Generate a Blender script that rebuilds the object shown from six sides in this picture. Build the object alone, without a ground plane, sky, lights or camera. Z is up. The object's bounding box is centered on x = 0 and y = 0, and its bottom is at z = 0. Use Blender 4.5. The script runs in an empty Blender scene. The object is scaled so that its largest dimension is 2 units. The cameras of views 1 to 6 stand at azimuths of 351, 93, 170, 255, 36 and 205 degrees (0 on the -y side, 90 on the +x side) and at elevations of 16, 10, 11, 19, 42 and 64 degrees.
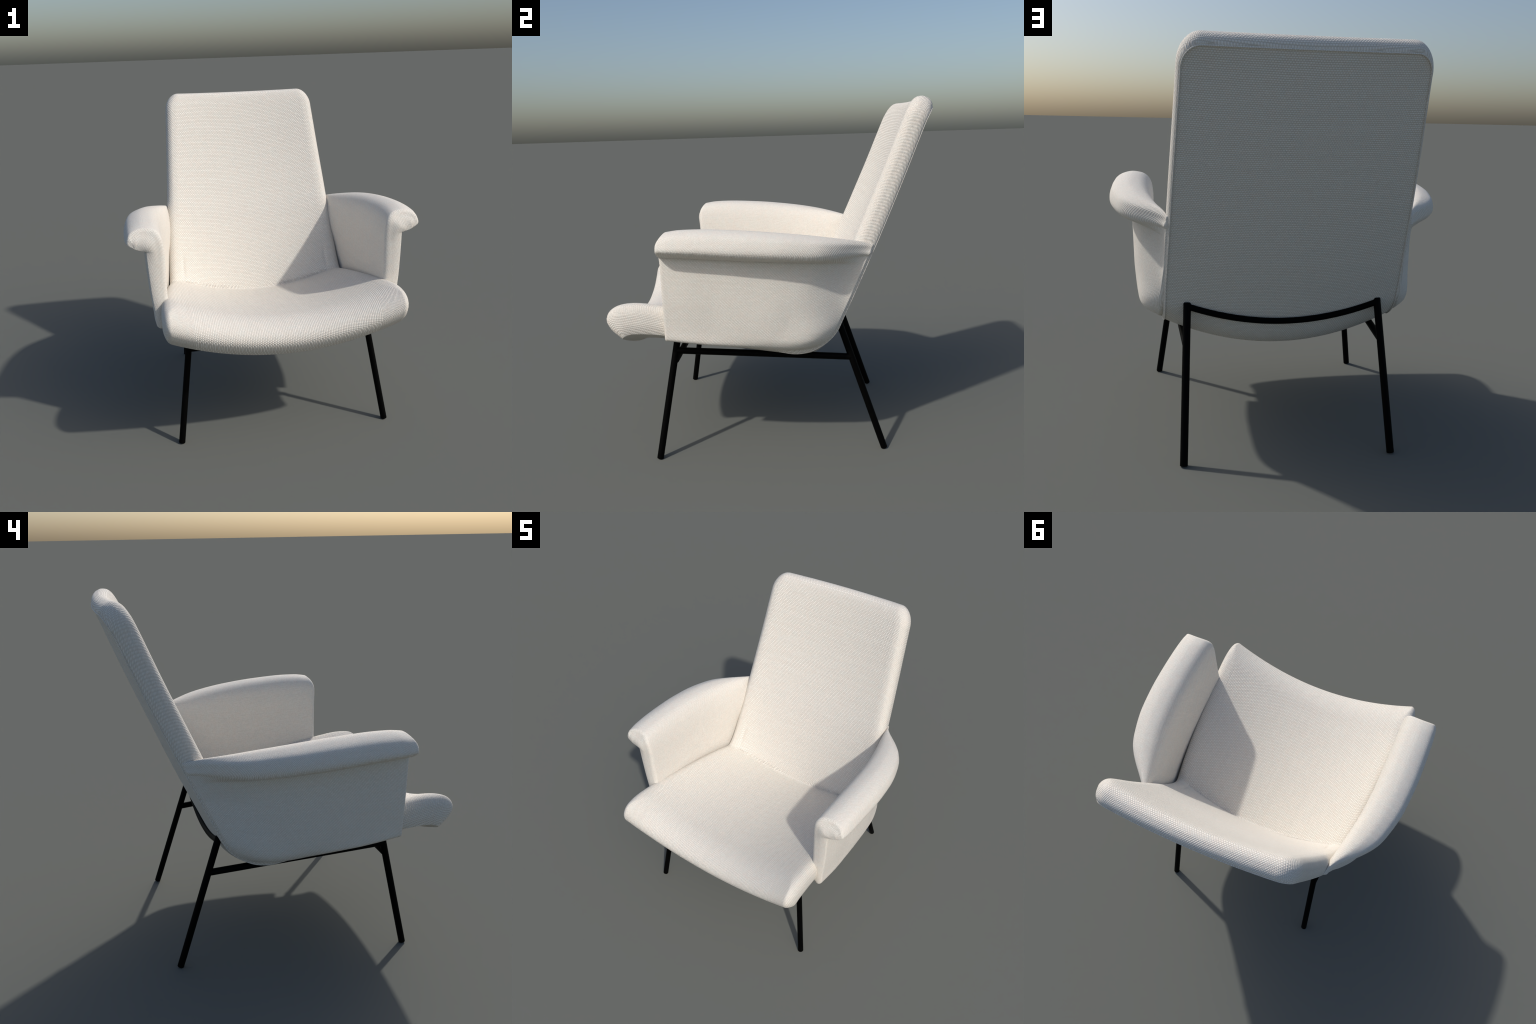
# Upholstered lounge chair: bent shell (seat + back), two rolled arms, black tube frame.
# Every cushion is a "padded slab": a volume map S(a, b, tau) with an outline in (a, b)
# and a rounded border section in tau, built as two sheets joined by a border strip.
import bpy, bmesh, math
import numpy as np
from mathutils import Vector

SEED = 7
rng = np.random.default_rng(SEED)
COLL = bpy.context.scene.collection


# ------------------------------------------------------------------ numeric helpers
def pchip(xs, ys, x):
    """Monotone cubic interpolation, linear beyond the ends; ys may have columns."""
    xs = np.asarray(xs, float)
    ys = np.asarray(ys, float)
    if ys.ndim == 1:
        return pchip(xs, ys[:, None], x)[..., 0]
    x = np.asarray(x, float)
    hseg = np.diff(xs)[:, None]
    d = np.diff(ys, axis=0) / hseg
    m = np.zeros_like(ys)
    if len(xs) == 2:
        m[:] = d[0]
    else:
        w1 = 2 * hseg[1:] + hseg[:-1]
        w2 = hseg[1:] + 2 * hseg[:-1]
        same = d[1:] * d[:-1] > 0
        with np.errstate(divide="ignore", invalid="ignore"):
            hm = (w1 + w2) / (w1 / d[:-1] + w2 / d[1:])
        m[1:-1] = np.where(same, hm, 0)
        m[0], m[-1] = d[0], d[-1]
    i = np.clip(np.searchsorted(xs, x, side="right") - 1, 0, len(xs) - 2)
    t = ((x - xs[i]) / (xs[i + 1] - xs[i]))[..., None]
    lo, hi = t < 0, t > 1
    tc = np.clip(t, 0, 1)
    H = (xs[i + 1] - xs[i])[..., None]
    y = ((2 * tc**3 - 3 * tc**2 + 1) * ys[i] + (tc**3 - 2 * tc**2 + tc) * H * m[i]
         + (-2 * tc**3 + 3 * tc**2) * ys[i + 1] + (tc**3 - tc**2) * H * m[i + 1])
    y = np.where(lo, ys[i] + t * H * m[i], y)
    return np.where(hi, ys[i + 1] + (t - 1) * H * m[i + 1], y)


def smooth_table(xs, ys, width, n=900, pad=0.4):
    """Dense table of a pchip curve, blurred with a Gaussian of the given width."""
    x = np.linspace(xs[0] - pad, xs[-1] + pad, n)
    y = pchip(xs, ys, x)
    dx = x[1] - x[0]
    k = np.arange(-int(3 * width / dx) - 1, int(3 * width / dx) + 2)
    g = np.exp(-0.5 * (k * dx / width) ** 2)
    g /= g.sum()
    r = len(k) // 2
    yp = np.vstack([y[0] + (y[1] - y[0]) * np.arange(-r, 0)[:, None], y,
                    y[-1] + (y[-1] - y[-2]) * np.arange(1, r + 1)[:, None]])
    out = np.stack([np.convolve(yp[:, c], g, "valid") for c in range(y.shape[1])], 1)
    return x, out


def look(x, y, q):
    q = np.asarray(q, float)
    return np.stack([np.interp(q, x, y[:, c]) for c in range(y.shape[1])], -1)


def coons(bottom, right, top, left):
    """Fill a 4-sided outline; bottom/top run left->right, left/right run bottom->top."""
    nb, nl = len(bottom), len(left)
    u = np.linspace(0, 1, nb)[None, :, None]
    v = np.linspace(0, 1, nl)[:, None, None]
    B, T, L, R = bottom[None], top[None], left[:, None], right[:, None]
    return ((1 - v) * B + v * T + (1 - u) * L + u * R
            - (1 - u) * (1 - v) * bottom[0] - u * (1 - v) * bottom[-1]
            - (1 - u) * v * top[0] - u * v * top[-1])


# ------------------------------------------------------------------ object helpers
def add_object(name, verts, faces, mat, parent, normals=None, smooth=True):
    me = bpy.data.meshes.new(name)
    me.from_pydata([tuple(v) for v in verts], [], [tuple(f) for f in faces])
    me.update()
    if smooth:
        me.polygons.foreach_set("use_smooth", [True] * len(me.polygons))
    if normals is not None:
        me.normals_split_custom_set_from_vertices([tuple(n) for n in normals])
    me.materials.append(mat)
    ob = bpy.data.objects.new(name, me)
    COLL.objects.link(ob)
    ob.parent = parent
    return ob


def vertex_normals(verts, faces):
    v = np.asarray(verts, float)
    n = np.zeros_like(v)
    f = np.asarray([q if len(q) == 4 else (*q, q[2]) for q in faces])
    a, b, c, d = (v[f[:, k]] for k in range(4))
    fn = np.cross(c - a, d - b)
    for k in range(4):
        np.add.at(n, f[:, k], fn)
    return n / np.maximum(np.linalg.norm(n, axis=1, keepdims=True), 1e-12)


def split_body(parts, verts, faces, tags, parent):
    """Cut one smooth surface into named objects that keep the whole body's normals."""
    verts = np.asarray(verts, float)
    nrm = vertex_normals(verts, faces)
    faces = np.asarray(faces)
    tags = np.asarray(tags)
    out = {}
    for tag, (name, mat) in parts.items():
        fs = faces[tags == tag]
        used, inv = np.unique(fs, return_inverse=True)
        out[tag] = add_object(name, verts[used], inv.reshape(-1, 4), mat, parent, nrm[used])
    return out


def tube(path, radius, segs=20, closed=False, caps="flat", cap_steps=5):
    """Sweep a circle along a path; caps: 'flat' with a small rounded rim, or 'dome'."""
    P = np.asarray(path, float)
    n = len(P)
    if closed:
        T = np.roll(P, -1, 0) - np.roll(P, 1, 0)
    else:
        T = np.gradient(P, axis=0)
    T /= np.linalg.norm(T, axis=1, keepdims=True)
    ref = np.array([0, 0, 1.0]) if abs(T[0, 2]) < 0.9 else np.array([1.0, 0, 0])
    U = np.cross(T[0], ref)
    U /= np.linalg.norm(U)
    rings, frames = [], []
    for i in range(n):
        U = U - T[i] * (U @ T[i])
        U /= np.linalg.norm(U)
        frames.append((U.copy(), np.cross(T[i], U)))
    ang = np.linspace(0, 2 * math.pi, segs, endpoint=False)

    def ring(c, fr, r):
        return c + r * (np.cos(ang)[:, None] * fr[0] + np.sin(ang)[:, None] * fr[1])
    if closed:
        rings = [ring(P[i], frames[i], radius) for i in range(n)]
    else:
        rim = radius if caps == "dome" else radius * 0.18
        for k in range(cap_steps):
            a = (k / cap_steps) * math.pi / 2
            rings.append(ring(P[0] - T[0] * rim * (math.cos(a) - 0.0) + T[0] * (rim if caps == "flat" else 0),
                              frames[0], max(radius - rim + rim * math.sin(a), 1e-5)))
        for i in range(n):
            c = P[i] + (T[0] * rim if (i == 0 and caps == "flat") else 0) - (T[-1] * rim if (i == n - 1 and caps == "flat") else 0)
            rings.append(ring(c, frames[i], radius))
        for k in reversed(range(cap_steps)):
            a = (k / cap_steps) * math.pi / 2
            rings.append(ring(P[-1] + T[-1] * rim * math.cos(a) - T[-1] * (rim if caps == "flat" else 0),
                              frames[-1], max(radius - rim + rim * math.sin(a), 1e-5)))
    V = np.vstack(rings)
    F = []
    m = len(rings)
    for i in range(m if closed else m - 1):
        j = (i + 1) % m
        for k in range(segs):
            k2 = (k + 1) % segs
            F.append((i * segs + k, i * segs + k2, j * segs + k2, j * segs + k))
    if not closed:
        F.append(tuple(range(segs))[::-1])
        F.append(tuple((m - 1) * segs + k for k in range(segs)))
    return V, F


# ------------------------------------------------------------------ materials
def nd(nt, kind, **kw):
    n = nt.nodes.new(kind)
    for k, v in kw.items():
        setattr(n, k, v)
    return n


def math_node(nt, op, a, b=None, c=None):
    n = nt.nodes.new("ShaderNodeMath")
    n.operation = op
    for i, x in enumerate((a, b, c)):
        if x is None:
            continue
        if isinstance(x, (int, float)):
            n.inputs[i].default_value = x
        else:
            nt.links.new(x, n.inputs[i])
    return n.outputs[0]


def fabric(name, coords, pitch_u, pitch_v, bump=0.0022, base=(0.840, 0.812, 0.766), contrast=1.0, groove=0.55, knuckle=0.74):
    """Woven cloth. coords(nt, x, |x|, y, z, nx, ny, nz) -> sockets (u, v): v counts rows, u runs along them."""
    mat = bpy.data.materials.new(name)
    mat.use_nodes = True
    nt = mat.node_tree
    nt.nodes.clear()
    M = lambda op, a, b=None, c=None: math_node(nt, op, a, b, c)
    tc = nd(nt, "ShaderNodeTexCoord")
    geo = nd(nt, "ShaderNodeNewGeometry")
    sp = nd(nt, "ShaderNodeSeparateXYZ")
    nt.links.new(tc.outputs["Object"], sp.inputs[0])
    sn = nd(nt, "ShaderNodeSeparateXYZ")
    nt.links.new(geo.outputs["Normal"], sn.inputs[0])
    x, y, z = sp.outputs
    ax = M("ABSOLUTE", x)
    sx = M("SIGN", x)
    onx = M("MULTIPLY", sn.outputs[0], sx)
    u, v, shift = coords(M, x, ax, y, z, onx, sn.outputs[1], sn.outputs[2])
    # slow wander of the threads
    wob = nd(nt, "ShaderNodeTexNoise")
    wob.inputs["Scale"].default_value = 9.0
    wob.inputs["Detail"].default_value = 2.0
    nt.links.new(tc.outputs["Object"], wob.inputs["Vector"])
    w = M("MULTIPLY", M("SUBTRACT", wob.outputs["Fac"], 0.5), 0.5)
    row = M("ADD", M("DIVIDE", v, pitch_v), w)
    col = M("ADD", M("DIVIDE", u, pitch_u), w)
    irow = M("FLOOR", row)
    fr = M("FRACT", row)
    # each row is a rounded cord, each cord shows evenly spaced knuckles, alternate rows shifted by half
    rowp = M("POWER", M("SINE", M("MULTIPLY", fr, math.pi)), groove)
    ph = M("ADD", col, M("MULTIPLY", irow, shift))
    knu = M("MULTIPLY_ADD", M("COSINE", M("MULTIPLY", ph, 2 * math.pi)), 0.5, 0.5)
    # per-row and per-knuckle thickness
    cmb = nd(nt, "ShaderNodeCombineXYZ")
    nt.links.new(irow, cmb.inputs[0])
    nt.links.new(M("FLOOR", M("ADD", ph, 0.5)), cmb.inputs[1])
    wn = nd(nt, "ShaderNodeTexWhiteNoise", noise_dimensions="3D")
    nt.links.new(cmb.outputs[0], wn.inputs["Vector"])
    wr = nd(nt, "ShaderNodeTexWhiteNoise", noise_dimensions="1D")
    nt.links.new(irow, wr.inputs["W"])
    sv = nd(nt, "ShaderNodeCombineXYZ")
    nt.links.new(M("MULTIPLY", col, 0.22), sv.inputs[0])
    nt.links.new(M("MULTIPLY", irow, 3.7), sv.inputs[1])
    slub = nd(nt, "ShaderNodeTexNoise")
    slub.inputs["Scale"].default_value = 1.0
    slub.inputs["Detail"].default_value = 1.0
    nt.links.new(sv.outputs[0], slub.inputs["Vector"])
    sl = M("MAXIMUM", M("MINIMUM", M("MULTIPLY", M("SUBTRACT", slub.outputs["Fac"], 0.56), 5.0), 0.18), 0.0)
    knu = M("ADD", M("MULTIPLY", knu, M("SUBTRACT", 1.0, sl)), M("MULTIPLY", sl, 0.68))
    knus = M("MULTIPLY", knu, M("MULTIPLY_ADD", wn.outputs["Value"], 0.5, 0.6))
    height = M("MULTIPLY", rowp, M("MULTIPLY_ADD", knus, knuckle, 1.0 - knuckle))
    height = M("ADD", height, M("MULTIPLY", wr.outputs["Value"], 0.05))
    # colour: pale thread, darker warm gaps, faint tint drifting from thread to thread
    tint = nd(nt, "ShaderNodeTexNoise")
    tint.inputs["Scale"].default_value = 34.0
    tint.inputs["Detail"].default_value = 3.0
    nt.links.new(tc.outputs["Object"], tint.inputs["Vector"])
    b = np.array(base)
    r1 = nd(nt, "ShaderNodeValToRGB")
    e = r1.color_ramp.elements
    lo = b * np.array([0.71, 0.675, 0.63])
    e[0].position, e[0].color = 0.0, (*(b + (lo - b) * contrast), 1)
    e[1].position, e[1].color = 0.75, (*np.minimum(b * 1.06, 0.94), 1)
    nt.links.new(height, r1.inputs[0])
    r2 = nd(nt, "ShaderNodeValToRGB")
    e = r2.color_ramp.elements
    e[0].position, e[0].color = 0.35, (1.0, 0.975, 0.95, 1)
    e[1].position, e[1].color = 0.65, (0.975, 0.985, 0.97, 1)
    nt.links.new(tint.outputs["Fac"], r2.inputs[0])
    mix = nd(nt, "ShaderNodeMix", data_type="RGBA", blend_type="MULTIPLY")
    mix.inputs["Factor"].default_value = 1.0
    nt.links.new(r1.outputs[0], mix.inputs["A"])
    nt.links.new(r2.outputs[0], mix.inputs["B"])
    bp = nd(nt, "ShaderNodeBump")
    bp.inputs["Strength"].default_value = 1.0
    bp.inputs["Distance"].default_value = bump
    nt.links.new(height, bp.inputs["Height"])
    bs = nd(nt, "ShaderNodeBsdfPrincipled")
    bs.inputs["Roughness"].default_value = 0.85
    bs.inputs["Specular IOR Level"].default_value = 0.25
    nt.links.new(mix.outputs["Result"], bs.inputs["Base Color"])
    nt.links.new(bp.outputs[0], bs.inputs["Normal"])
    out = nd(nt, "ShaderNodeOutputMaterial")
    nt.links.new(bs.outputs[0], out.inputs[0])
    return mat


def back_coords(M, x, ax, y, z, nx, ny, nz):
    depth = M("ADD", M("MULTIPLY", y, -0.92), M("MULTIPLY", z, 0.39))
    d = M("SUBTRACT", depth, M("MULTIPLY", M("MULTIPLY", x, x), 0.17))
    along = M("ADD", M("MULTIPLY", y, 0.39), M("MULTIPLY", z, 0.92))
    t = M("MULTIPLY", M("SIGN", x), M("MAXIMUM", M("MINIMUM", M("MULTIPLY", M("SUBTRACT", ax, 0.41), 8.0), 1.0), 0.0))
    # over the top edge the rows are counted by depth alone
    rows = M("SUBTRACT", M("MINIMUM", along, 2.142), M("MULTIPLY", d, 1.4))
    return M("SUBTRACT", x, M("MULTIPLY", d, t)), rows, 0.5


def panel_coords(M, x, ax, y, z, nx, ny, nz):
    return M("ADD", x, 0.0), M("ADD", M("MULTIPLY", y, 0.39), M("MULTIPLY", z, 0.92)), 0.5


def seat_coords(M, x, ax, y, z, nx, ny, nz):
    # height above the dished seat surface: zero on top, negative down the sides and the nose
    d = M("SUBTRACT", M("ADD", z, M("MULTIPLY", y, 0.163)), M("MULTIPLY_ADD", M("MULTIPLY", x, x), 0.36, 0.666))
    t = M("MULTIPLY", M("SIGN", x), M("MAXIMUM", M("MINIMUM", M("MULTIPLY", M("SUBTRACT", ax, 0.54), 7.0), 1.0), 0.0))
    return M("ADD", y, d), M("SUBTRACT", x, M("MULTIPLY", d, t)), 0.5


def arm_coords(M, x, ax, y, z, nx, ny, nz):
    front = M("GREATER_THAN", M("MULTIPLY", ny, -1.0), 0.7)
    side = M("SIGN", nx)
    onroll = M("MAXIMUM", M("MINIMUM", M("MULTIPLY", M("SUBTRACT", z, 1.0), 5.0), 1.0), M("LESS_THAN", side, 0.0))
    v = M("SUBTRACT", M("MULTIPLY", M("SUBTRACT", ax, 0.76), onroll), M("MULTIPLY", M("SUBTRACT", z, 1.33), side))
    v = M("ADD", M("MULTIPLY", v, M("SUBTRACT", 1.0, front)), M("MULTIPLY", M("ADD", ax, M("MULTIPLY", z, 0.08)), front))
    u = M("ADD", y, M("MULTIPLY", M("SUBTRACT", z, y), front))
    return u, v, M("MULTIPLY", side, 0.40)


FAB_BACK = fabric("cream_weave_back", back_coords, 0.0125, 0.0098)
FAB_PANEL = fabric("cream_weave_rear_panel", panel_coords, 0.0120, 0.0094)
FAB_SEAT = fabric("cream_weave_seat", seat_coords, 0.0120, 0.0096)
FAB_ARM = fabric("cream_weave_arm", arm_coords, 0.0078, 0.0060, bump=0.0012, groove=0.28, knuckle=0.85)
FAB_PIPE = fabric("cream_weave_piping", seat_coords, 0.009, 0.009, bump=0.001)


def black_metal():
    mat = bpy.data.materials.new("black_lacquered_steel")
    mat.use_nodes = True
    nt = mat.node_tree
    bs = nt.nodes["Principled BSDF"]
    n = nd(nt, "ShaderNodeTexNoise")
    n.inputs["Scale"].default_value = 60.0
    tc = nd(nt, "ShaderNodeTexCoord")
    nt.links.new(tc.outputs["Object"], n.inputs["Vector"])
    r = nd(nt, "ShaderNodeValToRGB")
    r.color_ramp.elements[0].color = (0.0008, 0.0008, 0.0008, 1)
    r.color_ramp.elements[1].color = (0.0018, 0.0018, 0.0018, 1)
    nt.links.new(n.outputs["Fac"], r.inputs[0])
    nt.links.new(r.outputs[0], bs.inputs["Base Color"])
    bs.inputs["Roughness"].default_value = 0.5
    bs.inputs["Specular IOR Level"].default_value = 0.045
    return mat


METAL = black_metal()

# ------------------------------------------------------------------ the chair
chair = bpy.data.objects.new("armchair", None)
COLL.objects.link(chair)
chair["label"] = "cream woven lounge armchair with rolled arms and black steel legs"
chair["category"] = "armchair"

# ---- shell: one bent padded slab, nose of the seat -> crease -> top of the back.
# Each station: centre of under/rear face (y,z), centre of upper/front face (y,z), half width,
# rise of the side edge of the front face (dy,dz) and of the rear face (dy,dz).
SHELL = [
    # rear/under centre    front/upper centre   half    front edge rise    rear edge rise
    (-0.801, 0.581,   -0.836, 0.783,   0.692,  -0.037, 0.162,  -0.036, 0.153),
    (-0.748, 0.598,   -0.750, 0.788,   0.694,  -0.036, 0.164,  -0.034, 0.160),
    (-0.620, 0.588,   -0.600, 0.769,   0.690,  -0.040, 0.170,  -0.025, 0.165),
    (-0.400, 0.553,   -0.380, 0.730,   0.676,  -0.045, 0.172,  -0.010, 0.160),
    (-0.150, 0.516,   -0.100, 0.684,   0.655,  -0.055, 0.168,  -0.005, 0.152),
    (0.040, 0.488,     0.110, 0.650,   0.635,  -0.062, 0.160,  -0.010, 0.145),
    (0.150, 0.474,     0.205, 0.634,   0.622,  -0.066, 0.155,  -0.020, 0.140),
    (0.230, 0.483,     0.246, 0.627,   0.614,  -0.067, 0.149,  -0.030, 0.139),
    (0.290, 0.520,     0.257, 0.630,   0.610,  -0.067, 0.144,  -0.040, 0.123),
    (0.335, 0.575,     0.264, 0.645,   0.608,  -0.067, 0.134,  -0.037, 0.098),
    (0.370, 0.645,     0.282, 0.688,   0.607,  -0.067, 0.110,  -0.027, 0.074),
    (0.432, 0.780,     0.337, 0.818,   0.604,  -0.066, 0.055,  -0.046, 0.022),
    (0.524, 0.980,     0.427, 1.021,   0.592,  -0.065, 0.028,  -0.046, 0.020),
    (0.651, 1.284,     0.554, 1.325,   0.573,  -0.060, 0.025,  -0.039, 0.016),
    (0.775, 1.584,     0.678, 1.625,   0.552,  -0.056, 0.024,  -0.037, 0.016),
    (0.873, 1.836,     0.776, 1.877,   0.535,  -0.052, 0.022,  -0.034, 0.014),
    (0.913, 1.940,     0.818, 1.982,   0.528,  -0.046, 0.014,  -0.026, 0.004),
]
T = np.array(SHELL)
H = np.concatenate([[0], np.cumsum(np.linalg.norm(np.diff(T[:, :2], axis=0), axis=1))])
H_END = H[-1]
H_CREASE = 0.5 * (H[7] + H[8])
tabx, taby = smooth_table(H, T, 0.018)


def shell_map(x, h, tau):
    r = look(tabx, taby, h)
    w2 = np.maximum(r[..., 4], 0.05) ** 2
    s = x * x / w2
    by, bz = r[..., 0] + r[..., 7] * s, r[..., 1] + r[..., 8] * s
    fy, fz = r[..., 2] + r[..., 5] * s, r[..., 3] + r[..., 6] * s
    return np.stack([x, by + (fy - by) * tau, bz + (fz - bz) * tau], -1)


def half_width(h):
    return look(tabx, taby, np.clip(h, 0, H_END))[..., 4]


# outline sides in (x, h); corners are quarter ellipses split at 45 degrees
R_TOP = (0.088, 0.115)
R_NOSE = (0.030, 0.030)
NX, NH, NC = 200, 300, 12


def arc(cx, ch, rx, rh, a0, a1, n):
    a = np.linspace(a0, a1, n)
    return np.stack([cx + rx * np.cos(a), ch + rh * np.sin(a)], 1)


def shell_outline(o_seat=0.0, o_back=0.0, o_nose=0.0, o_top=0.0):
    """Outline pushed outwards (or, if negative, inwards) by a different amount on each side."""
    q = math.pi / 4

    def wide(h):
        k = np.clip((h - H_CREASE + 0.15) / 0.3, 0, 1)
        return half_width(h) + o_seat * (1 - k) + o_back * k
    nrx, nrh = max(R_NOSE[0] + o_seat, 0.014), max(R_NOSE[1] + o_nose, 0.014)
    trx, trh = max(R_TOP[0] + o_back, 0.014), max(R_TOP[1] + o_top, 0.014)
    h0, h1 = -o_nose, H_END + o_top
    hs = np.linspace(h0 + nrh, h1 - trh, NH)
    xn, xt = wide(hs[0]) - nrx, wide(hs[-1]) - trx
    right = np.vstack([
        arc(xn, hs[0], nrx, nrh, -q, 0, NC)[:-1],
        np.stack([wide(hs), hs], 1),
        arc(xt, hs[-1], trx, trh, 0, q, NC)[1:]])
    cap = arc(xt, hs[-1], trx, trh, q, 2 * q, NC)[:-1]
    xs = np.linspace(-xt, xt, NX)
    top = np.vstack([cap * [-1, 1], np.stack([xs, np.full(NX, h1)], 1), cap[::-1]])
    cap = arc(xn, hs[0], nrx, nrh, -q, -2 * q, NC)[:-1]
    xs = np.linspace(-xn, xn, NX)
    bot = np.vstack([cap * [-1, 1], np.stack([xs, np.full(NX, h0)], 1), cap[::-1]])
    left = right * [-1, 1]
    return bot, right, top, left


def loop_of(sides):
    bot, right, top, left = sides
    return np.vstack([bot[:-1], right[:-1], top[::-1][:-1], left[::-1][:-1]])   # counter-clockwise


# border sections: (outward offset, tau) control points from the rear seam to the front sheet;
# the last point repeats tau = 1 further in so the curve lands tangent on the front sheet
SEC_BACK = [(0, 0), (0.007, 0.10), (0.013, 0.30), (0.013, 0.52), (0.006, 0.70), (-0.010, 0.86), (-0.032, 0.96), (-0.070, 1.0)]
SEC_SEAT = [(0, 0), (0.009, 0.10), (0.017, 0.30), (0.017, 0.52), (0.007, 0.72), (-0.014, 0.88), (-0.046, 0.97), (-0.095, 1.0)]
SEC_TOP = [(0, 0), (0.014, 0.06), (0.026, 0.18), (0.033, 0.36), (0.033, 0.52), (0.025, 0.70), (0.007, 0.87), (-0.022, 0.968), (-0.070, 1.0)]
SEC_NOSE = [(0, 0), (0.018, 0.13), (0.041, 0.33), (0.049, 0.52), (0.034, 0.72), (-0.004, 0.89), (-0.052, 0.975), (-0.125, 1.0)]
NQ = 26


def section_curve(pts):
    p = np.array(pts + [(2 * pts[-1][0] - pts[-2][0], 1.0)], float)
    k = np.concatenate([[0], np.cumsum(np.hypot(np.diff(p[:, 0]) / 0.1, np.diff(p[:, 1])))])
    return pchip(k, p, np.linspace(0, k[-2], NQ))


SECTIONS = {k: section_curve(v) for k, v in (("back", SEC_BACK), ("seat", SEC_SEAT), ("top", SEC_TOP), ("nose", SEC_NOSE))}


def build_shell():
    nominal = shell_outline()
    bot, right, top, left = nominal
    nb, nr = len(bot), len(right)
    loop = loop_of(nominal)
    t = np.roll(loop, -1, 0) - np.roll(loop, 1, 0)
    n2 = np.stack([t[:, 1], -t[:, 0]], 1)
    n2 /= np.linalg.norm(n2, axis=1, keepdims=True)
    e = n2[:, 1] ** 2
    kk = np.clip((loop[:, 1] - H_CREASE + 0.15) / 0.3, 0, 1)
    L = len(loop)
    verts, faces, tags = [], [], []

    def ring(q):
        sec = {k: v[q] for k, v in SECTIONS.items()}
        sides = shell_outline(sec["seat"][0], sec["back"][0], sec["nose"][0], sec["top"][0])
        side = sec["seat"][1] * (1 - kk) + sec["back"][1] * kk
        end = np.where(n2[:, 1] > 0, sec["top"][1], sec["nose"][1])
        return sides, side * (1 - e) + end * e

    def sheet_outline(q):
        return coons(*ring(q)[0])

    def perim(idx):
        return np.concatenate([idx[0, :-1], idx[:-1, -1], idx[-1, 1:][::-1], idx[1:, 0][::-1]])
    idx = np.arange(nb * nr).reshape(nr, nb)
    gb = sheet_outline(0).reshape(-1, 2)
    gf = sheet_outline(NQ - 1).reshape(-1, 2)
    # padded rear panel: swells a little away from its seam
    verts.append(shell_map(gb[:, 0], gb[:, 1], np.zeros(len(gb))))
    front = shell_map(gf[:, 0], gf[:, 1], np.ones(len(gf)))
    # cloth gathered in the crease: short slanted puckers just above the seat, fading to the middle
    rows = look(tabx, taby, gf[:, 1])
    up = np.sign(gf[:, 1] - H_CREASE) * np.hypot(rows[:, 2] - 0.254, rows[:, 3] - 0.628)
    pucker = np.sin(2 * math.pi * (np.abs(gf[:, 0]) / 0.023 + up / 0.030 + 0.35 * np.sin(gf[:, 0] * 31)))
    amp = 0.0058 * np.exp(-((up - 0.012) / 0.016) ** 2) * np.clip((np.abs(gf[:, 0]) - 0.06) / 0.16, 0.12, 1) * np.clip((0.56 - np.abs(gf[:, 0])) / 0.06, 0, 1)
    # fold where the border of the back tucks in behind the seat
    inset = rows[:, 4] - np.abs(gf[:, 0])
    fold = -0.007 * np.exp(-((inset - 0.088) / 0.011) ** 2) * np.clip(1 - np.abs(rows[:, 3] - 0.76) / 0.16, 0, 1)
    push = pucker * amp + fold
    front += np.array([0, -0.92, 0.39]) * push[:, None]
    verts.append(front)
    n_sheet = nb * nr
    pb = perim(idx)
    pf = pb + n_sheet
    rows = [pb]
    base = 2 * n_sheet
    for q in range(1, NQ - 1):
        sides, tau = ring(q)
        off = loop_of(sides)
        verts.append(shell_map(off[:, 0], off[:, 1], tau))
        rows.append(np.arange(base, base + L))
        base += L
    rows.append(pf)
    V = np.vstack(verts)
    hq_b = gb[:, 1].reshape(nr, nb)
    hq_f = gf[:, 1].reshape(nr, nb)
    for j in range(nr - 1):
        for i in range(nb - 1):
            q = (idx[j, i], idx[j, i + 1], idx[j + 1, i + 1], idx[j + 1, i])
            faces.append(q[::-1])
            tags.append(2 if 0.5 * (hq_b[j, i] + hq_b[j + 1, i]) > H_CREASE else 0)
            faces.append(tuple(k + n_sheet for k in q))
            tags.append(1 if 0.5 * (hq_f[j, i] + hq_f[j + 1, i]) > H_CREASE else 0)
    for a, b in zip(rows[:-1], rows[1:]):
        for k in range(L):
            k2 = (k + 1) % L
            faces.append((a[k], a[k2], b[k2], b[k]))
            tags.append(1 if 0.5 * (loop[k, 1] + loop[k2, 1]) > H_CREASE else 0)
    split_body({0: ("seat", FAB_SEAT), 1: ("backrest", FAB_BACK), 2: ("rear_panel", FAB_PANEL)},
               V, faces, tags, chair)
    # piping cord along the rear seam: up one side, over the top and down the other
    at = loop - n2 * 0.005
    keep = np.where(loop[:, 1] > H[5])[0]
    cord = shell_map(at[keep, 0], at[keep, 1], np.full(len(keep), -0.02))
    pv, pf_ = tube(cord, 0.0034, 8)
    add_object("seam_piping", pv, pf_, FAB_PIPE, chair)


build_shell()


# ---- arms: a wall with a roll on top, curving in to the back seam
Y_FRONT = -0.560
SEAM = [(0.60, 0.10), (0.628, 0.15), (0.643, 0.21), (0.658, 0.25), (0.678, 0.285), (0.702, 0.316), (0.733, 0.343),
        (0.774, 0.371), (0.822, 0.395), (0.90, 0.432), (1.1, 0.523), (1.3, 0.612), (1.5, 0.697)]
SEAM = np.array(SEAM)


def seam_y(z):
    return pchip(SEAM[:, 0], SEAM[:, 1], z)


def seam_x(z):
    return 0.573 - 0.065 * (z - 1.3) - 0.008 * (z - 1.3) ** 2


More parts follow.
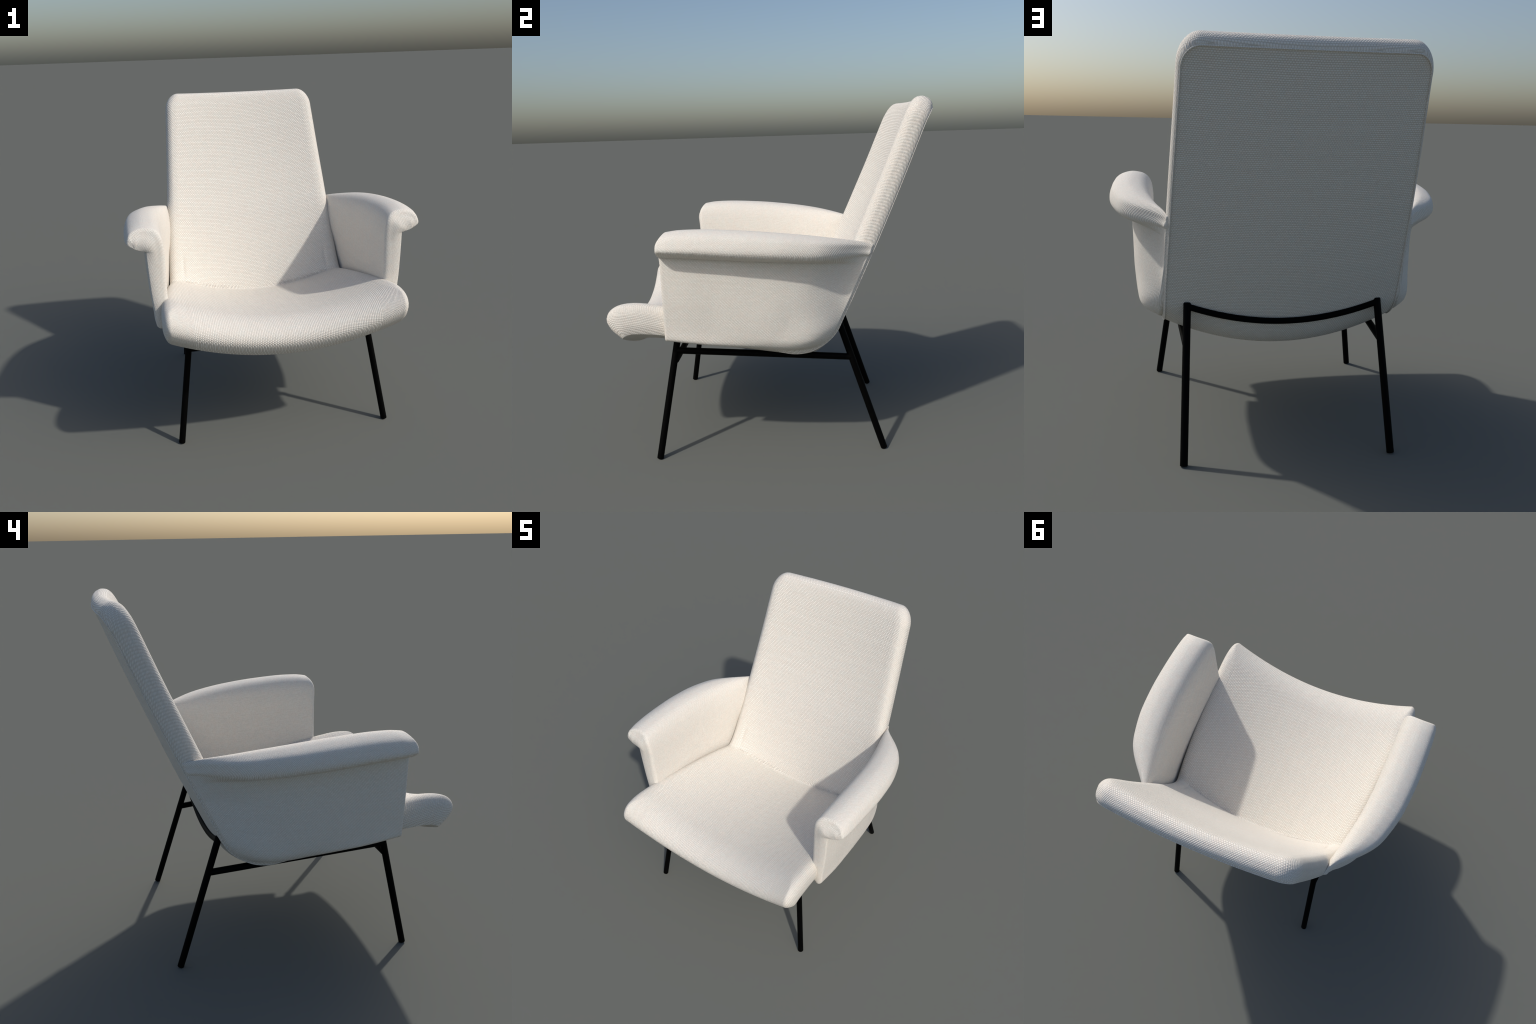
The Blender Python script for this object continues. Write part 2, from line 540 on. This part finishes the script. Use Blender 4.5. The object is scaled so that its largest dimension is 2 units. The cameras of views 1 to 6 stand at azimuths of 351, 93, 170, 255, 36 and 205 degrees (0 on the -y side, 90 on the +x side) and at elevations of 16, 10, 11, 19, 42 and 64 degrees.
# tables along y (front -> rear)
A_IN = ([-0.6, -0.3, -0.1, 0.1, 0.25, 0.4, 0.56], [0.662, 0.664, 0.661, 0.648, 0.625, 0.598, 0.555])
A_OUT_B = ([-0.6, -0.4, -0.2, 0.0, 0.15, 0.25, 0.36], [0.738, 0.748, 0.744, 0.727, 0.703, 0.684, 0.660])
A_OUT_T = ([-0.6, -0.4, -0.2, 0.0, 0.2, 0.35, 0.46, 0.56], [0.768, 0.781, 0.780, 0.768, 0.735, 0.688, 0.642, 0.592])
A_ROLL_X = ([-0.6, -0.56, -0.52, -0.4, -0.2, 0.0, 0.2, 0.3, 0.4, 0.5, 0.56], [0.864, 0.872, 0.879, 0.886, 0.890, 0.879, 0.836, 0.796, 0.743, 0.668, 0.598])
A_ROLL_Z = ([-0.6, -0.4, -0.2, 0.0, 0.2, 0.4, 0.56], [1.270, 1.270, 1.262, 1.250, 1.232, 1.205, 1.185])
A_LIP_Z = ([-0.6, -0.4, -0.2, 0.0, 0.2, 0.4, 0.56], [1.232, 1.222, 1.207, 1.192, 1.172, 1.155, 1.150])
A_CREASE_Z = ([-0.6, -0.4, -0.2, 0.0, 0.2, 0.4, 0.56], [1.200, 1.190, 1.177, 1.163, 1.148, 1.125, 1.09])
A_TOP_Z = ([-0.6, -0.56, -0.5, -0.42, -0.2, 0.0, 0.2, 0.4, 0.5, 0.56], [1.322, 1.333, 1.342, 1.344, 1.334, 1.316, 1.290, 1.252, 1.228, 1.212])
A_BOT_Z = ([-0.6, -0.4, -0.2, 0.0, 0.15, 0.3], [0.731, 0.708, 0.683, 0.658, 0.646, 0.643])


def arm_station(s):
    """Band section at fraction s of the length: inner chain and outer chain of (x, y, z)."""
    yt = Y_FRONT + s * (0.558 - Y_FRONT)
    g = lambda tab, y: float(pchip(tab[0], tab[1], np.array([y]))[0])
    zb = g(A_BOT_Z, Y_FRONT + s * (0.24 - Y_FRONT))
    yb = Y_FRONT + s * (float(seam_y(np.array([zb]))[0]) - Y_FRONT)
    xi_t, xi_b = g(A_IN, yt), g(A_IN, yb)
    xob, xot = g(A_OUT_B, yb), g(A_OUT_T, yt)
    zc, zl, zr, zt, xr = (g(t, yt) for t in (A_CREASE_Z, A_LIP_Z, A_ROLL_Z, A_TOP_Z, A_ROLL_X))
    wid = xr - xi_t
    # inner chain: up the inside, over the roll, to its outermost point
    inner = [(xi_b + 0.012, zb + 0.002), (xi_b + 0.002, zb + 0.03), (0.5 * (xi_b + xi_t), 0.5 * (zb + zc)), (xi_t, zc - 0.02),
             (xi_t + 0.035 * wid, zc + 0.42 * (zt - zc)), (xi_t + 0.13 * wid, zc + 0.76 * (zt - zc)),
             (xi_t + 0.30 * wid, zt - 0.055 * (zt - zc)), (xi_t + 0.54 * wid, zt),
             (xi_t + 0.77 * wid, zt - 0.075 * (zt - zc)), (xi_t + 0.925 * wid, zr + 0.54 * (zt - zr)), (xr, zr)]
    # outer chain: up the outside wall to the crease, then out under the roll to the lip
    soft = np.clip((s - 0.45) / 0.5, 0, 1)
    full = np.clip((s - 0.25) / 0.35, 0, 1)
    outer_wall = [(xob - 0.010 - 0.024 * full, zb), (xob - 0.001, zb + 0.012 + 0.010 * full), (xob + 0.003 + 0.013 * full, zb + 0.065),
                  (xob + 0.62 * (xot - xob) + 0.012 * full, zb + 0.5 * (zc - zb)),
                  (xot - 0.001, zc - 0.03 - 0.05 * soft), (xot + 0.010 * soft, zc)]
    under = [(xot + 0.010 * soft, zc), (xot + 0.4 * (xr - xot), zc + (0.22 + 0.1 * soft) * (zl - zc)), (xr - 0.014, zl)]

    def spline(pts, n):
        p = np.array(pts)
        d = np.concatenate([[0], np.cumsum(np.linalg.norm(np.diff(p, axis=0), axis=1))])
        return pchip(d, p, np.linspace(0, d[-1], n))
    N1, N2 = 40, 26

    def chain_split(pts, n1, n2):
        p = np.array(pts)
        d = np.concatenate([[0], np.cumsum(np.linalg.norm(np.diff(p, axis=0), axis=1))])
        q = np.concatenate([np.linspace(0, d[3], n1, endpoint=False), np.linspace(d[3], d[-1], n2)])
        return pchip(d, p, q)
    ic = chain_split(inner, N1, N2)
    oc = np.vstack([spline(outer_wall, N1 + 1)[:-1], spline(under, N2)])

    def place(c):
        yr = seam_y(c[:, 1])
        z = c[:, 1]
        yf = (Y_FRONT - 0.003 * np.clip((z - 1.17) / 0.05, 0, 1) * np.clip((1.36 - z) / 0.05, 0, 1)
              + 0.034 * np.clip((z - 1.262) / 0.08, 0, 1) ** 2)
        y = yf + s * (yr - 0.003 - yf)
        return np.stack([c[:, 0], y, c[:, 1]], 1)
    ic, oc = place(ic), place(oc)
    # the rear end is pulled onto the shell's seam
    low = 0.012 * np.clip((0.80 - oc[:, 2]) / 0.15, 0, 1) 
    sx_i, sx_o = seam_x(ic[:, 2]) - 0.03, seam_x(oc[:, 2]) + 0.013 + low
    ki = np.clip((s - 0.72) / 0.28, 0, 1) ** 2
    late = 2.0 + 1.6 * np.clip((1.0 - oc[:, 2]) / 0.25, 0, 1)
    ko = np.clip((s - 0.72) / 0.28, 0, 1) ** late
    tuck = 0.020 * np.clip((s - 0.986) / 0.014, 0, 1) ** 2      # last bit turns in under the piping
    ic[:, 0] += ki * (np.minimum(ic[:, 0], sx_i + 0.043) - ic[:, 0])
    oc[:, 0] += ko * (sx_o - oc[:, 0])
    ic[:, 0] -= tuck
    oc[:, 0] -= tuck * np.clip((oc[:, 2] - 0.70) / 0.15, 0, 1)
    return ic, oc


def build_arm():
    ss = np.concatenate([np.linspace(0, 0.12, 16, endpoint=False), np.linspace(0.12, 0.85, 60, endpoint=False), np.linspace(0.85, 0.975, 18, endpoint=False), np.linspace(0.975, 1.0, 9)])
    NACROSS = 7
    rows = []
    st = [arm_station(s) for s in ss]
    n = len(st[0][0])

    def bot_and_lip(ic, oc):
        # closed loop: inner chain up, lip rounding, outer chain down, bottom rounding
        a, b = ic[-1], oc[-1]
        m = 0.5 * (a + b)
        lip = [a + (b - a) * t + np.array([0.010 * math.sin(math.pi * t), 0, -0.004 * math.sin(math.pi * t)]) for t in (0.2, 0.4, 0.6, 0.8)]
        c, d = oc[0], ic[0]
        low = [c + (d - c) * t + np.array([0, 0, -0.004 * math.sin(math.pi * t)]) for t in (0.2, 0.4, 0.6, 0.8)]
        return np.vstack([ic, lip, oc[::-1], low])
    loops = [bot_and_lip(*s) for s in st]
    m = len(loops[0])

    # front cap: soft inner rim, crisp outer rim; loops step forward while shrinking across the band
    def cap_loop(f, inset_in, inset_out):
        ic, oc = st[0][0].copy(), st[0][1].copy()
        d = oc - ic
        L = np.linalg.norm(d, axis=1, keepdims=True)
        u = d / np.maximum(L, 1e-6)
        a = np.linspace(0, 1, n)[:, None]
        # along the band, near its two ends, pull in as well
        i2 = ic + u * np.minimum(inset_in, 0.45 * L)
        o2 = oc - u * np.minimum(inset_out, 0.45 * L)
        def endpull(c, amt):
            t = np.gradient(c, axis=0)
            t /= np.linalg.norm(t, axis=1, keepdims=True)
            w = np.zeros((n, 1))
            w[-14:, 0] = np.linspace(0, 1, 14) ** 1.5
            return c - t * w * amt
        i2, o2 = endpull(i2, inset_in * 0.8), endpull(o2, inset_in * 0.8)
        lo = bot_and_lip(i2, o2)
        lo[:, 1] -= f
        return lo
    caps = []
    R = 0.036
    for k in range(6, 0, -1):
        a = k / 6 * math.pi / 2
        caps.append(cap_loop(R * math.sin(a) * 0.62, R * (1 - math.cos(a)), 0.008 * (1 - math.cos(a))))
    all_loops = caps + loops
    V = np.vstack(all_loops)
    F = []
    for j in range(len(all_loops) - 1):
        for k in range(m):
            k2 = (k + 1) % m
            F.append((j * m + k, j * m + k2, (j + 1) * m + k2, (j + 1) * m + k))
    # close both ends across the band
    def close(j, flip):
        base = j * m
        ic = [base + k for k in range(n)]
        oc = [base + n + 4 + (n - 1 - k) for k in range(n)]
        if flip:                      # front: slightly domed across the band, most under the roll
            cols = [ic]
            for t in (0.2, 0.4, 0.6, 0.8):
                amt = 0.003 + 0.010 * np.clip((np.arange(n) - 34) / 14, 0, 1) * np.clip((n - 1 - np.arange(n)) / 6, 0, 1)
                row = (1 - t) * V[ic] + t * V[oc]
                row[:, 1] -= amt * 4 * t * (1 - t)
                cols.append([len(V) + len(extra) + k for k in range(n)])
                extra.extend(row)
            cols.append(oc)
        else:
            cols = [ic, oc]
        for a, b in zip(cols[:-1], cols[1:]):
            for k in range(n - 1):
                q = (a[k], a[k + 1], b[k + 1], b[k])
                F.append(q if flip else q[::-1])
        lip = [base + n + k for k in range(4)]
        low = [base + 2 * n + 4 + k for k in range(4)][::-1]
        if flip:
            for row, rim in ((-1, lip), (0, low)):
                c = [col[row] for col in cols]
                F.append((c[0], rim[0], c[1]))
                F.append((c[-1], c[-2], rim[3]))
                for k in range(3):
                    F.append((c[k + 1], rim[k], rim[k + 1], c[k + 2]))
        else:
            F.append([ic[-1], *lip, oc[-1]])
            F.append([ic[0], *low, oc[0]])
    extra = []
    close(0, True)
    close(len(all_loops) - 1, False)
    return np.vstack([V, np.array(extra)]), F


arm_v, arm_f = build_arm()


def consistent(V, F):
    bm = bmesh.new()
    vs = [bm.verts.new(v) for v in V]
    for f in F:
        bm.faces.new([vs[k] for k in f])
    bmesh.ops.recalc_face_normals(bm, faces=bm.faces)
    bm.verts.index_update()
    out = [[v.index for v in f.verts] for f in bm.faces]
    bm.free()
    return out


arm_f = consistent(arm_v, arm_f)
for side in (1, -1):
    V = arm_v * [side, 1, 1]
    F = arm_f if side > 0 else [f[::-1] for f in arm_f]
    ob = add_object("armrest", V, F, FAB_ARM, chair)

# ---- frame of black steel tube
LEG_R = 0.0192


def front_leg_at(z):
    return np.array([0.644 - 0.144 * z, -0.670 + 0.174 * z, z])


def rear_leg_at(z):
    return np.array([0.523 - 0.040 * z, 0.625 - 0.334 * z, z])


FRONT_TOP, FRONT_FOOT = front_leg_at(0.715), front_leg_at(0.0)
REAR_TOP, REAR_FOOT = rear_leg_at(0.752), rear_leg_at(0.0)


def line(a, b, n=12):
    return a + (b - a) * np.linspace(0, 1, n)[:, None]


for side in (1, -1):
    m = np.array([side, 1, 1])
    for name, a, b in (("front_leg", FRONT_FOOT, FRONT_TOP), ("rear_leg", REAR_FOOT, REAR_TOP)):
        v, f = tube(line(a * m, b * m), LEG_R, 24)
        v[:, 2] = np.maximum(v[:, 2], 0.0)
        add_object(name, v, f, METAL, chair)
    v, f = tube(line(rear_leg_at(0.5495) * m, front_leg_at(0.6185) * m), 0.0190, 20)
    add_object("side_rail", v, f, METAL, chair)
v, f = tube(line(np.array([-0.572, -0.562, 0.565]), np.array([0.572, -0.562, 0.565])), 0.0180, 20)
add_object("front_crossbar", v, f, METAL, chair)
s = np.linspace(-1, 1, 41)
bow = 1 - s * s
rod = np.stack([0.494 * s, 0.383 + 0.0 * bow, 0.735 - 0.090 * bow], 1)
v, f = tube(rod, 0.0160, 20)
add_object("rear_bow_rail", v, f, METAL, chair)
